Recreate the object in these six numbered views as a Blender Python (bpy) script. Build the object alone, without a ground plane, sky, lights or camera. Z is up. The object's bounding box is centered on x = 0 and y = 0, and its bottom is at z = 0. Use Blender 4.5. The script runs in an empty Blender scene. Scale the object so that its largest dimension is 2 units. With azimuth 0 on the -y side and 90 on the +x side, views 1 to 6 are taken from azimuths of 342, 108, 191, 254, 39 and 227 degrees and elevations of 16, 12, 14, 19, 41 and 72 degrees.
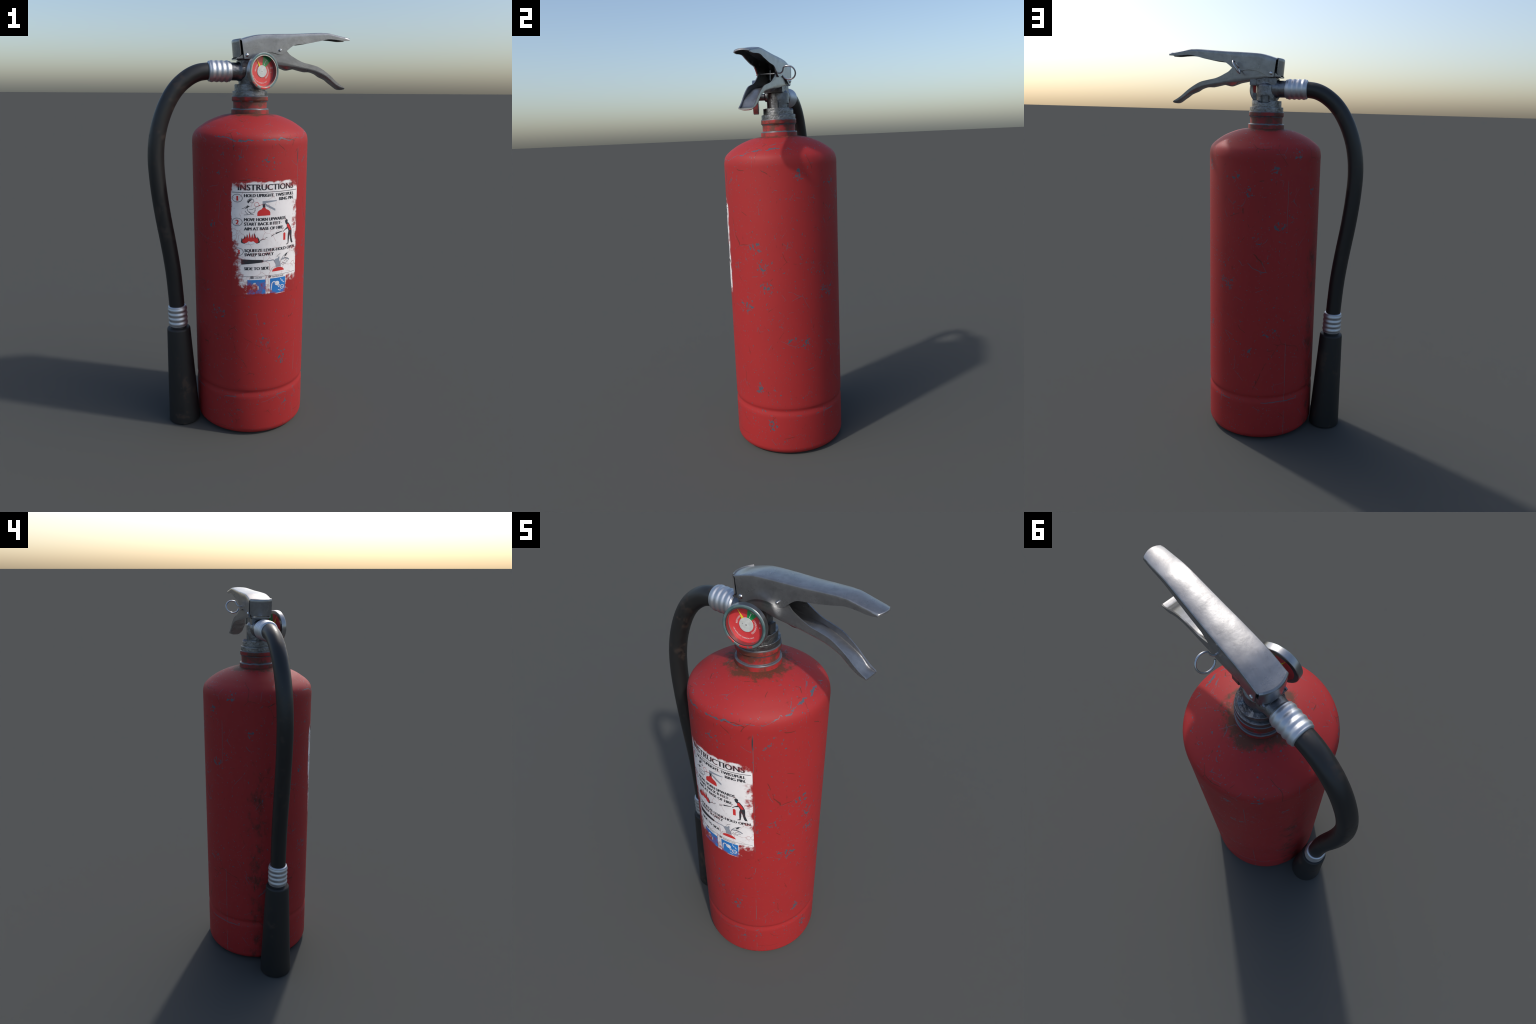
import bpy, bmesh, math, random
import numpy as np
from mathutils import Vector, Matrix

random.seed(7)
PI = math.pi

# ------------------------------------------------------------------ sizes
TX = -0.0037           # tank axis (x)
TR = 0.2863            # tank radius
NX = -0.004            # neck and valve axis (x)
LIFT = 0.0003          # thickness of the label and of each ink layer


# ================================================================= materials
class NT:
    """small helper to write node graphs as expressions"""
    def __init__(self, name):
        self.mat = bpy.data.materials.new(name)
        self.mat.use_nodes = True
        self.t = self.mat.node_tree
        self.t.nodes.clear()
        self.out = self.t.nodes.new('ShaderNodeOutputMaterial')
        self.b = self.t.nodes.new('ShaderNodeBsdfPrincipled')
        self.t.links.new(self.b.outputs[0], self.out.inputs[0])
        self.tc = self.t.nodes.new('ShaderNodeTexCoord')
        self.P = self.tc.outputs['Object']
        s = self.t.nodes.new('ShaderNodeSeparateXYZ')
        self.t.links.new(self.P, s.inputs[0])
        self.x, self.y, self.z = s.outputs

    def put(self, sock, v):
        if isinstance(v, bpy.types.NodeSocket):
            self.t.links.new(v, sock)
        else:
            if sock.type == 'RGBA' and len(v) == 3:
                v = (*v, 1)
            sock.default_value = v

    def m(self, op, a, b=0.0, c=0.0, clamp=False):
        n = self.t.nodes.new('ShaderNodeMath')
        n.operation = op
        n.use_clamp = clamp
        for i, v in enumerate((a, b, c)):
            self.put(n.inputs[i], v)
        return n.outputs[0]

    def ss(self, v, lo, hi):
        """smooth step between lo and hi (lo > hi gives a falling step)"""
        n = self.t.nodes.new('ShaderNodeMapRange')
        n.interpolation_type = 'SMOOTHSTEP'
        if lo > hi:
            lo, hi, r = hi, lo, (1.0, 0.0)
        else:
            r = (0.0, 1.0)
        self.put(n.inputs[0], v)
        n.inputs[1].default_value = lo
        n.inputs[2].default_value = hi
        n.inputs[3].default_value, n.inputs[4].default_value = r
        return n.outputs[0]

    def noise(self, scale, detail=3, rough=.55, stretch=None, off=0.0, dist=0.0, vec=None):
        mp = self.t.nodes.new('ShaderNodeMapping')
        self.put(mp.inputs[0], vec or self.P)
        mp.inputs[1].default_value = (off, off * 1.7, off * .6)
        if stretch:
            mp.inputs[3].default_value = stretch
        n = self.t.nodes.new('ShaderNodeTexNoise')
        self.t.links.new(mp.outputs[0], n.inputs['Vector'])
        n.inputs['Scale'].default_value = scale
        n.inputs['Detail'].default_value = detail
        n.inputs['Roughness'].default_value = rough
        n.inputs['Distortion'].default_value = dist
        return n.outputs[0]

    def cracks(self, scale, warp=.02, off=0.0, vec=None, seed_scale=9):
        """distance to the edges of warped cells: thin wandering lines"""
        n0 = self.t.nodes.new('ShaderNodeTexNoise')
        self.put(n0.inputs['Vector'], vec or self.P)
        n0.inputs['Scale'].default_value = seed_scale
        n0.inputs['Detail'].default_value = 3
        sc = self.t.nodes.new('ShaderNodeVectorMath')
        sc.operation = 'MULTIPLY_ADD'
        self.t.links.new(n0.outputs[1], sc.inputs[0])
        sc.inputs[1].default_value = (warp, warp, warp)
        self.put(sc.inputs[2], vec or self.P)
        mp = self.t.nodes.new('ShaderNodeMapping')
        self.t.links.new(sc.outputs[0], mp.inputs[0])
        mp.inputs[1].default_value = (off, off, off)
        v = self.t.nodes.new('ShaderNodeTexVoronoi')
        v.feature = 'DISTANCE_TO_EDGE'
        v.inputs['Scale'].default_value = scale
        self.t.links.new(mp.outputs[0], v.inputs['Vector'])
        return v.outputs['Distance']

    def mix(self, f, a, b):
        n = self.t.nodes.new('ShaderNodeMix')
        n.data_type = 'RGBA'
        self.put(n.inputs[0], f)
        self.put(n.inputs[6], a)
        self.put(n.inputs[7], b)
        return n.outputs[2]

    def fmix(self, f, a, b):
        n = self.t.nodes.new('ShaderNodeMix')
        self.put(n.inputs[0], f)
        self.put(n.inputs[2], a)
        self.put(n.inputs[3], b)
        return n.outputs[0]

    def curve(self, v, pts):
        n = self.t.nodes.new('ShaderNodeFloatCurve')
        c = n.mapping.curves[0]
        while len(c.points) > 2:
            c.points.remove(c.points[1])
        c.points[0].location = pts[0]
        c.points[1].location = pts[-1]
        for p in pts[1:-1]:
            c.points.new(*p)
        n.mapping.update()
        self.put(n.inputs[1], v)
        return n.outputs[0]

    def bump(self, h, strength=.3, dist=.002):
        n = self.t.nodes.new('ShaderNodeBump')
        n.inputs['Strength'].default_value = strength
        n.inputs['Distance'].default_value = dist
        self.put(n.inputs['Height'], h)
        self.t.links.new(n.outputs[0], self.b.inputs['Normal'])

    def azimuth(self):
        """degrees round the tank, 0 at -y, 90 at +x"""
        a = self.m('ARCTAN2', self.m('SUBTRACT', self.x, TX), self.m('MULTIPLY', self.y, -1.0))
        return self.m('MULTIPLY', a, 180 / PI)

    def set(self, color=None, rough=None, metal=None, spec=None):
        for k, v in (('Base Color', color), ('Roughness', rough), ('Metallic', metal),
                     ('Specular IOR Level', spec)):
            if v is not None:
                self.put(self.b.inputs[k], v)
        return self.mat


RED = (0.318, 0.0200, 0.0212)
CHIP = (0.076, 0.085, 0.110)
GRIME = (0.040, 0.026, 0.016)
MUL = 'MULTIPLY'


# knocked spots: azimuth (degrees), height, radius in metres
KNOCKS = [(17, .435, .060), (-3, .527, .045), (-50, .668, .050), (0, 1.413, .045), (-56, 1.104, .035), (21, .149, .035),
          (79, 1.092, .050), (86, 1.000, .050), (88, .890, .050), (151, .861, .045), (66, .795, .045), (75, .359, .045),
          (127, .604, .040), (113, .621, .040), (88, .171, .045), (124, 1.437, .040), (-174, 1.093, .055),
          (-152, 1.151, .045), (-157, 1.435, .035), (177, 1.323, .040), (156, .853, .045), (-158, .592, .050),
          (178, .507, .040), (163, 1.396, .035), (-112, 1.325, .040), (-147, 1.152, .035), (-125, .225, .025),
          (-133, 1.509, .035), (52, .985, .035), (60, .794, .040), (48, 1.413, .030), (38, .18, .03), (-30, 1.56, .04)]


def knock_mask(n):
    acc = None
    for a, z, r in KNOCKS:
        d = n.t.nodes.new('ShaderNodeVectorMath')
        d.operation = 'DISTANCE'
        n.put(d.inputs[0], n.P)
        q = math.radians(a)
        d.inputs[1].default_value = (TX + TR * math.sin(q), -TR * math.cos(q), z)
        k = n.ss(d.outputs['Value'], r * 1.4, r * .2)
        acc = k if acc is None else n.m('MAXIMUM', acc, k)
    return acc


def chip_masks(n):
    """paint chips crowded round the knocks, sparse speckle and thin wandering scratches"""
    cl = n.m('MAXIMUM', knock_mask(n), n.m(MUL, n.ss(n.noise(7, 2), .52, .68), .45))
    thr = n.m('MULTIPLY_ADD', cl, -.155, .682)
    f = n.noise(60, 6, .66, dist=.25)
    chips = n.ss(n.m('SUBTRACT', f, thr), 0, .018)
    speck = n.ss(n.noise(105, 2, .5, off=4), n_speck, n_speck + .02)
    a = n.m(MUL, n.ss(n.cracks(5.0, .07, 3.0, seed_scale=5), .0075, .003),
            n.ss(n.noise(11, 4, .6, off=8), .555, .60))
    b = n.m(MUL, n.ss(n.cracks(9.0, .05, 7.0, seed_scale=7), .010, .004),
            n.ss(n.noise(16, 3, .6, off=18), .60, .64))
    sc = n.m('MAXIMUM', a, b)
    return n.m('MAXIMUM', n.m('MAXIMUM', chips, speck), n.m(MUL, sc, .70)), cl


n_speck = .688


def mat_tank():
    n = NT('worn_red_paint')
    az = n.azimuth()
    chips, cl = chip_masks(n)
    # rubbed line along the shoulder, wandering up the dome on the +x side
    azu = n.m('DIVIDE', n.m('ADD', az, 180), 360)
    zl = n.curve(azu, [(0.0, .20), (.30, .40), (.333, .52), (.386, .44), (.42, .30), (.453, .30),
                       (.5, .34), (.56, .315), (.59, .31), (.645, .52), (.70, .74), (.745, .87),
                       (.80, .96), (.818, .97), (.836, .60), (.866, .28), (.884, .06), (1.0, .20)])
    zl = n.m('MULTIPLY_ADD', zl, .085, 1.483)
    zl = n.m('ADD', zl, n.m('MULTIPLY_ADD', n.noise(30, 4, .6), .036, -.018))
    wd = n.m('ADD', n.m('MULTIPLY_ADD', n.noise(40, 4, .65, off=2), .016, -.0066), n.m(MUL, n.m(MUL, n.ss(az, 28, 36), n.ss(az, 120, 100)), .0003))
    ln = n.ss(n.m('SUBTRACT', n.m('ABSOLUTE', n.m('SUBTRACT', n.z, zl)), wd), .0012, -.0004)
    side = n.m(MUL, n.ss(az, -66, -55), n.ss(az, 143, 134))
    gap = n.m('MAXIMUM', n.ss(n.noise(11, 2, off=5), .42, .48), n.m(MUL, n.ss(az, 28, 36), n.ss(az, 76, 66)))
    ln = n.m(MUL, n.m(MUL, ln, side), gap)
    chips = n.m('MAXIMUM', chips, ln)
    # worn lip of the rolled groove
    gz = n.m('ADD', .2185, n.m('MULTIPLY_ADD', n.noise(30, 2), .010, -.005))
    gl = n.m(MUL, n.ss(n.m('ABSOLUTE', n.m('SUBTRACT', n.z, gz)), .0035, .0015),
             n.ss(n.noise(7, 4, off=3), .52, .56))
    chips = n.m('MAXIMUM', chips, n.m(MUL, gl, .8))
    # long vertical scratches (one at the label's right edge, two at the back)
    wob = n.m('MULTIPLY_ADD', n.noise(7, 2, stretch=(.1, .1, 1)), 1.6, -.8)

    def vline(a, half, gate):
        d = n.m('ABSOLUTE', n.m('SUBTRACT', n.m('ADD', az, wob), a))
        return n.m(MUL, n.ss(d, half, half * .45), gate)
    brk = n.ss(n.noise(9, 3, stretch=(.2, .2, 1), off=9), .44, .52)
    v1 = vline(35.6, .34, n.m(MUL, n.ss(n.z, 1.475, 1.46), n.m('MAXIMUM', brk, n.ss(n.z, 1.36, 1.40))))
    v1b = vline(35.2, .75, n.m(MUL, n.ss(n.z, 1.385, 1.43), n.ss(n.z, 1.475, 1.44)))
    v2 = vline(-142, .30, n.m(MUL, n.ss(n.z, .62, .60), brk))
    v3 = vline(-144, .28, n.m(MUL, n.m(MUL, n.ss(n.z, 1.12, 1.16), n.ss(n.z, 1.40, 1.37)), brk))
    vl = n.m('MAXIMUM', n.m('MAXIMUM', v2, v3), n.m(MUL, v1, .8))
    # colours
    var = n.noise(3.0, 4, off=11)
    col = n.mix(n.ss(var, .35, .7), RED, (RED[0] * .93, RED[1] * .95, RED[2] * .95))
    # dark scuffs
    scuff = n.m(MUL, n.ss(n.noise(34, 4, .65, stretch=(1, 1, .45), off=6, dist=.6), .66, .72), .55)
    col = n.mix(scuff, col, (.085, .018, .014))
    hair = n.m(MUL, n.ss(n.cracks(4.5, .10, 21.0, seed_scale=4), .0075, .003), n.ss(n.noise(8, 4, .6, off=28), .54, .60))
    col = n.mix(n.m(MUL, hair, .7), col, (.07, .022, .014))
    # grime settled round the neck
    rad = n.m('SQRT', n.m('ADD', n.m('POWER', n.m('SUBTRACT', n.x, NX), 2.0), n.m('POWER', n.y, 2.0)))
    gr = n.m('ADD', n.ss(rad, .200, .085), n.m('MULTIPLY_ADD', n.noise(30, 7, .74, off=1), 2.6, -1.48))
    gr = n.m(MUL, n.ss(gr, .22, .80), n.ss(n.z, 1.54, 1.58))
    col = n.mix(n.m(MUL, gr, .82), col, (.050, .034, .018))
    # dark mottled band behind the hose
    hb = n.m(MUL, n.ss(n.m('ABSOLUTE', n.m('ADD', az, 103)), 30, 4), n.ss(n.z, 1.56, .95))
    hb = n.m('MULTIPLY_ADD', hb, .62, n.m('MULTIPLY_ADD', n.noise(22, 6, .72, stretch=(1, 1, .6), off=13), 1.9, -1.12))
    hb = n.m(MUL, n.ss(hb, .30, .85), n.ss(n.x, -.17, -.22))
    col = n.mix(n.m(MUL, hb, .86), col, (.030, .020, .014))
    col = n.mix(chips, col, CHIP)
    col = n.mix(vl, col, (.10, .09, .10))
    col = n.mix(v1b, col, (.035, .035, .04))
    rough = n.fmix(chips, n.m('MULTIPLY_ADD', var, .12, .54), .40)
    n.bump(n.m('SUBTRACT', n.noise(160, 3), n.m(MUL, chips, 1.6)), .14, .0012)
    return n.set(col, rough, n.m(MUL, chips, .10), .30)


def mat_neck():
    n = NT('worn_red_neck_paint')
    g = n.noise(20, 6, .7, off=1)
    col = n.mix(n.ss(n.noise(9, 3, off=2), .4, .6), (.300, .020, .021), (.21, .018, .017))
    col = n.mix(n.m(MUL, n.ss(g, .42, .56), .80), col, (.062, .034, .020))
    w = n.m('MULTIPLY_ADD', n.noise(30, 3, off=4), .010, -.005)
    zz = n.m('ADD', n.z, w)
    e1 = n.ss(n.m('ABSOLUTE', n.m('SUBTRACT', zz, 1.6395)), .0042, .0022)      # collar lip
    e2 = n.ss(zz, 1.694, 1.699)                                                # ring top
    e3 = n.m(MUL, n.ss(n.m('ABSOLUTE', n.m('SUBTRACT', zz, 1.6765)), .0045, .0025),
             n.ss(n.noise(14, 3, off=7), .44, .52))
    e = n.m('MAXIMUM', n.m('MAXIMUM', e1, e2), e3)
    sp = n.ss(n.noise(75, 4, .6), .68, .71)
    e = n.m('MAXIMUM', e, sp)
    col = n.mix(e, col, (.13, .135, .15))
    return n.set(col, n.fmix(e, .55, .36), n.m(MUL, e, .5), .4)


def mat_metal(name, c, rough, mott=.2, bump=.15, bscale=40, bdist=.0015, dirt=0.0, metal=1.0):
    n = NT(name)
    a = n.noise(16, 6, .65, dist=.5)
    lo = tuple(v * (1 - mott) for v in c)
    col = n.mix(n.ss(a, .35, .65), lo, c)
    scr = n.ss(n.noise(30, 4, .6, stretch=(1, 1, 4), off=5), .60, .70)
    col = n.mix(n.m(MUL, scr, .22), col, tuple(v * .5 for v in c))
    if dirt:
        d = n.ss(n.noise(28, 6, .7, off=3), .50, .68)
        col = n.mix(n.m(MUL, d, dirt), col, tuple(v * .35 for v in c))
    r = n.m('MULTIPLY_ADD', n.noise(24, 5, .6, off=2), .16, rough - .08)
    n.bump(n.noise(bscale, 4, .6, off=1), bump, bdist)
    return n.set(col, r, metal, .5)


def mat_rubber(name, c, rough, brown, inner):
    """black rubber; brown scuffing where the surface rubs (towards the tank)"""
    n = NT(name)
    f = n.noise(30, 6, .72, off=2)
    big = n.noise(7, 3, off=6)
    w = n.m('ADD', n.m('MULTIPLY_ADD', big, 1.0, -.52), n.m('MULTIPLY_ADD', f, .9, -.5))
    w = n.ss(w, .04, .16)
    col = n.mix(n.m(MUL, w, inner), c, brown)
    sp = n.ss(n.noise(90, 3, .6), .70, .74)
    col = n.mix(n.m(MUL, sp, .35), col, (.09, .085, .08))
    n.bump(n.noise(70, 4, .6), .16, .002)
    return n.set(col, n.m('MULTIPLY_ADD', w, .15, rough), 0.0, .5)


def label_wear(n):
    """where the label has rubbed off and the red paint shows"""
    az = n.azimuth()
    s = n.m(MUL, az, PI / 180 * TR)
    zc = n.z
    f = n.noise(26, 7, .68, off=3)
    f2 = n.noise(60, 5, .65, off=8)
    ff = n.m('ADD', n.m(MUL, f, .72), n.m(MUL, f2, .28))
    up = n.ss(zc, 1.12, .95)                             # lower left more worn
    le = n.m(MUL, n.ss(s, -.095, -.172), n.m('MULTIPLY_ADD', up, .235, .05))
    re_ = n.m(MUL, n.ss(s, .112, .160), n.m(MUL, n.m(MUL, n.ss(zc, .90, 1.02), n.ss(zc, 1.27, 1.20)), .135))
    bo = n.m(MUL, n.ss(zc, .870, .800), n.m('MULTIPLY_ADD', n.ss(s, .02, -.03), .085, .115))
    br = n.m(MUL, n.m(MUL, n.ss(s, .098, .110), n.ss(zc, .868, .850)), .190)
    to = n.m(MUL, n.ss(zc, 1.272, 1.300), n.m('MULTIPLY_ADD', n.ss(n.m('ABSOLUTE', s), .05, .15), .110, .085))
    bias = n.m('ADD', n.m('ADD', le, re_), n.m('ADD', n.m('ADD', bo, br), to))
    ed = n.m('MINIMUM', n.m('SUBTRACT', .173, n.m('ABSOLUTE', s)),
             n.m('MINIMUM', n.m('SUBTRACT', 1.324, zc), n.m('SUBTRACT', zc, .772)))
    edge = n.m(MUL, n.ss(ed, .009, .0), n.m('MULTIPLY_ADD', n.ss(s, .0, .1), -.09, .16))
    v = n.m('ADD', n.m('ADD', ff, bias), edge)
    worn = n.ss(v, .575, .76)
    cmb = n.t.nodes.new('ShaderNodeCombineXYZ')
    n.put(cmb.inputs[0], s)
    n.put(cmb.inputs[2], zc)
    cr = n.m(MUL, n.ss(n.cracks(19, .05, 2.0, vec=cmb.outputs[0], seed_scale=14), .020, .006),
             n.ss(n.noise(14, 3, off=4), .44, .56))
    return n.m('MAXIMUM', worn, n.m(MUL, cr, .62), clamp=True)


def mat_ink(name, c, keep=0.0):
    """print on the label: its own colour, rubbed back to red paint"""
    n = NT(name)
    w = label_wear(n)
    if keep:
        w = n.m(MUL, w, 1 - keep)
    g = n.noise(20, 4, off=1)
    base = n.mix(n.ss(g, .4, .75), c, tuple(v * .90 for v in c))
    col = n.mix(w, base, (RED[0] * .92, RED[1], RED[2]))
    return n.set(col, .5, 0.0, .4)


def mat_plain(name, c, rough=.45, metal=0.0, var=.08, coat=0.0):
    n = NT(name)
    col = n.mix(n.ss(n.noise(60, 3), .35, .65), c, tuple(v * (1 - var) for v in c))
    n.b.inputs['Coat Weight'].default_value = coat
    return n.set(col, rough, metal, .5)


def mat_bezel():
    n = NT('gauge_bezel_teal')
    col = n.mix(n.ss(n.noise(30, 4), .4, .65), (.13, .20, .205), (.07, .15, .155))
    # red paint left on the lower rim
    low = n.m(MUL, n.ss(n.z, 1.775, 1.755), n.ss(n.noise(40, 4, .6, off=3), .40, .48))
    low = n.m(MUL, low, n.ss(n.m('ADD', n.x, n.m(MUL, n.noise(22, 2), .02)), .075, .065))
    col = n.mix(low, col, (.48, .035, .035))
    return n.set(col, .32, .25, .5)


M = {}


def make_materials():
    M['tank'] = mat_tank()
    M['neck'] = mat_neck()
    M['steel'] = mat_metal('brushed_steel', (.300, .305, .315), .29, .18, .10, 15, .007, .20, .82)
    M['valve'] = mat_metal('cast_valve_metal', (.235, .24, .25), .42, .35, .55, 34, .006, .55)
    M['nut'] = mat_metal('scarred_nut_metal', (.27, .275, .28), .40, .35, .8, 42, .006, .5)
    M['alu'] = mat_metal('aluminium', (.58, .61, .65), .50, .05, .03, 60, .001)
    M['wire'] = mat_metal('wire_steel', (.55, .57, .60), .32, .1, .0)
    M['rivet'] = mat_metal('rivet_steel', (.62, .63, .65), .28, .08, .0)
    M['hose'] = mat_rubber('black_hose_rubber', (.0125, .013, .0135), .42, (.040, .027, .020), .55)
    M['horn'] = mat_rubber('black_horn_plastic', (.0105, .011, .0115), .56, (.045, .030, .022), .75)
    M['case'] = mat_metal('gauge_case_steel', (.42, .425, .43), .30, .12, .05)
    M['bezel'] = mat_bezel()
    M['dial'] = mat_plain('dial_red', (.60, .045, .05), .35, coat=.3)
    M['green'] = mat_plain('dial_green', (.012, .27, .075), .35, coat=.3)
    M['hub'] = mat_plain('dial_hub_grey', (.55, .58, .56), .35, var=.15)
    M['needle'] = mat_plain('needle_yellow', (.72, .60, .03), .4)
    M['mark'] = mat_plain('dial_mark_pale', (.72, .62, .62), .4)
    M['paper'] = mat_ink('label_paper', (.76, .735, .738))
    M['black'] = mat_ink('ink_black', (.030, .032, .040), .25)
    M['redink'] = mat_ink('ink_red', (.56, .030, .030))
    M['blue'] = mat_ink('ink_blue', (.020, .175, .50))
    M['white'] = mat_ink('ink_white', (.68, .70, .74))
    M['grey'] = mat_ink('ink_grey', (.26, .29, .34), .2)


# ================================================================= geometry
ROOT = None


def new_obj(name, bm_or_mesh, mat, parent, smooth=35, kind=None):
    if isinstance(bm_or_mesh, bmesh.types.BMesh):
        me = bpy.data.meshes.new(name)
        bm_or_mesh.normal_update()
        bm_or_mesh.to_mesh(me)
        bm_or_mesh.free()
    else:
        me = bm_or_mesh
        me.name = name
    me.materials.clear()
    me.materials.append(mat)
    if smooth:
        me.polygons.foreach_set('use_smooth', [True] * len(me.polygons))
        me.set_sharp_from_angle(angle=math.radians(smooth))
    ob = bpy.data.objects.new(name, me)
    bpy.context.scene.collection.objects.link(ob)
    ob.parent = parent
    if kind:
        ob['kind'] = kind
    return ob


def round_profile(pts, n=4):
    """pts: (r, z[, fillet radius]); returns the profile with filleted corners"""
    out = []
    for i, p in enumerate(pts):
        f = p[2] if len(p) > 2 else 0
        P = Vector(p[:2])
        if not f or i in (0, len(pts) - 1):
            out.append(tuple(P))
            continue
        A, B = Vector(pts[i - 1][:2]) - P, Vector(pts[i + 1][:2]) - P
        f = min(f, A.length * .49, B.length * .49)
        a, b = P + A.normalized() * f, P + B.normalized() * f
        for k in range(n + 1):
            t = k / n
            out.append(tuple(a * (1 - t) ** 2 + P * 2 * t * (1 - t) + b * t ** 2))
    return out


def lathe_into(bm, prof, seg=64, mtx=Matrix(), warp=None):
    """revolve (r, h) about local z; r = 0 ends are closed to a point"""
    rings = []
    for r, h in prof:
        if r < 1e-6:
            rings.append([bm.verts.new(mtx @ Vector((0, 0, h)))])
            continue
        ring = []
        for i in range(seg):
            a = 2 * PI * i / seg
            v = Vector((r * math.cos(a), r * math.sin(a), h))
            if warp:
                v = warp(v, a)
            ring.append(bm.verts.new(mtx @ v))
        rings.append(ring)
    for A, B in zip(rings, rings[1:]):
        for i in range(seg):
            j = (i + 1) % seg
            if len(A) == 1 and len(B) == 1:
                continue
            if len(A) == 1:
                bm.faces.new((A[0], B[j], B[i]))
            elif len(B) == 1:
                bm.faces.new((A[i], A[j], B[0]))
            else:
                bm.faces.new((A[i], A[j], B[j], B[i]))
    for ring, flip in ((rings[0], True), (rings[-1], False)):
        if len(ring) > 1:
            bm.faces.new(ring[::-1] if flip else ring)
    return bm


def lathe(name, prof, mat, parent, seg=64, mtx=Matrix(), warp=None, smooth=35):
    bm = lathe_into(bmesh.new(), prof, seg, mtx, warp)
    bmesh.ops.recalc_face_normals(bm, faces=bm.faces)
    return new_obj(name, bm, mat, parent, smooth)


def axis_matrix(origin, zdir, xhint=(0, 0, 1)):
    z = Vector(zdir).normalized()
    x = Vector(xhint)
    x = (x - z * x.dot(z)).normalized()
    y = z.cross(x)
    m = Matrix((x, y, z)).transposed().to_4x4()
    m.translation = Vector(origin)
    return m


def box_into(bm, x0, x1, y0, y1, z0, z1, bev=.002, seg=2):
    b = bmesh.new()
    bmesh.ops.create_cube(b, size=1)
    for v in b.verts:
        v.co = Vector((x0 + (v.co.x + .5) * (x1 - x0), y0 + (v.co.y + .5) * (y1 - y0),
                       z0 + (v.co.z + .5) * (z1 - z0)))
    if bev:
        bmesh.ops.bevel(b, geom=b.edges[:], offset=bev, segments=seg, affect='EDGES')
    me = bpy.data.meshes.new('tmp')
    b.to_mesh(me)
    b.free()
    bm.from_mesh(me)
    bpy.data.meshes.remove(me)


def spline(pts, n):
    """Catmull-Rom through points, n samples evenly spread by length"""
    P = np.array(pts, float)
    Q = np.vstack([2 * P[0] - P[1], P, 2 * P[-1] - P[-2]])
    out = []
    for i in range(1, len(Q) - 2):
        a, b, c, d = Q[i - 1], Q[i], Q[i + 1], Q[i + 2]
        for t in np.linspace(0, 1, 24, endpoint=False):
            out.append(.5 * (2 * b + (c - a) * t + (2 * a - 5 * b + 4 * c - d) * t ** 2
                             + (3 * b - a - 3 * c + d) * t ** 3))
    out.append(P[-1])
    out = np.array(out)
    L = np.r_[0, np.cumsum(np.linalg.norm(np.diff(out, axis=0), axis=1))]
    s = np.linspace(0, L[-1], n)
    return np.stack([np.interp(s, L, out[:, k]) for k in range(P.shape[1])], 1)


def tube_into(bm, path, radius, seg=16, ref=(0, 1, 0)):
    path = [Vector(p) for p in path]
    rings = []
    side = Vector(ref)
    for i, p in enumerate(path):
        t = (path[min(i + 1, len(path) - 1)] - path[max(i - 1, 0)]).normalized()
        side = (side - t * side.dot(t)).normalized()
        up = t.cross(side)
        r = radius(i / (len(path) - 1)) if callable(radius) else radius
        rings.append([bm.verts.new(p + (side * math.cos(a) + up * math.sin(a)) * r)
                      for a in (2 * PI * k / seg for k in range(seg))])
    for A, B in zip(rings, rings[1:]):
        for k in range(seg):
            bm.faces.new((A[k], A[(k + 1) % seg], B[(k + 1) % seg], B[k]))
    bm.faces.new(rings[0][::-1])
    bm.faces.new(rings[-1])
    bmesh.ops.recalc_face_normals(bm, faces=bm.faces)


def sheet_into(bm, G, t):
    """solid sheet of thickness t from a grid G[i][j] of surface points (offset inwards)"""
    G = np.array(G, float)
    du = np.gradient(G, axis=0)
    dv = np.gradient(G, axis=1)
    N = np.cross(du, dv)
    N /= np.maximum(np.linalg.norm(N, axis=2, keepdims=True), 1e-9)
    H = G + N * t
    ni, nj = G.shape[:2]
    A = [[bm.verts.new(G[i, j]) for j in range(nj)] for i in range(ni)]
    B = [[bm.verts.new(H[i, j]) for j in range(nj)] for i in range(ni)]
    for i in range(ni - 1):
        for j in range(nj - 1):
            bm.faces.new((A[i][j], A[i][j + 1], A[i + 1][j + 1], A[i + 1][j]))
            bm.faces.new((B[i][j], B[i + 1][j], B[i + 1][j + 1], B[i][j + 1]))
    for i in range(ni - 1):
        for j in (0, nj - 1):
            bm.faces.new((A[i][j], A[i + 1][j], B[i + 1][j], B[i][j]))
    for j in range(nj - 1):
        for i in (0, ni - 1):
            bm.faces.new((A[i][j], A[i][j + 1], B[i][j + 1], B[i][j]))
    bmesh.ops.recalc_face_normals(bm, faces=bm.faces)


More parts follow.
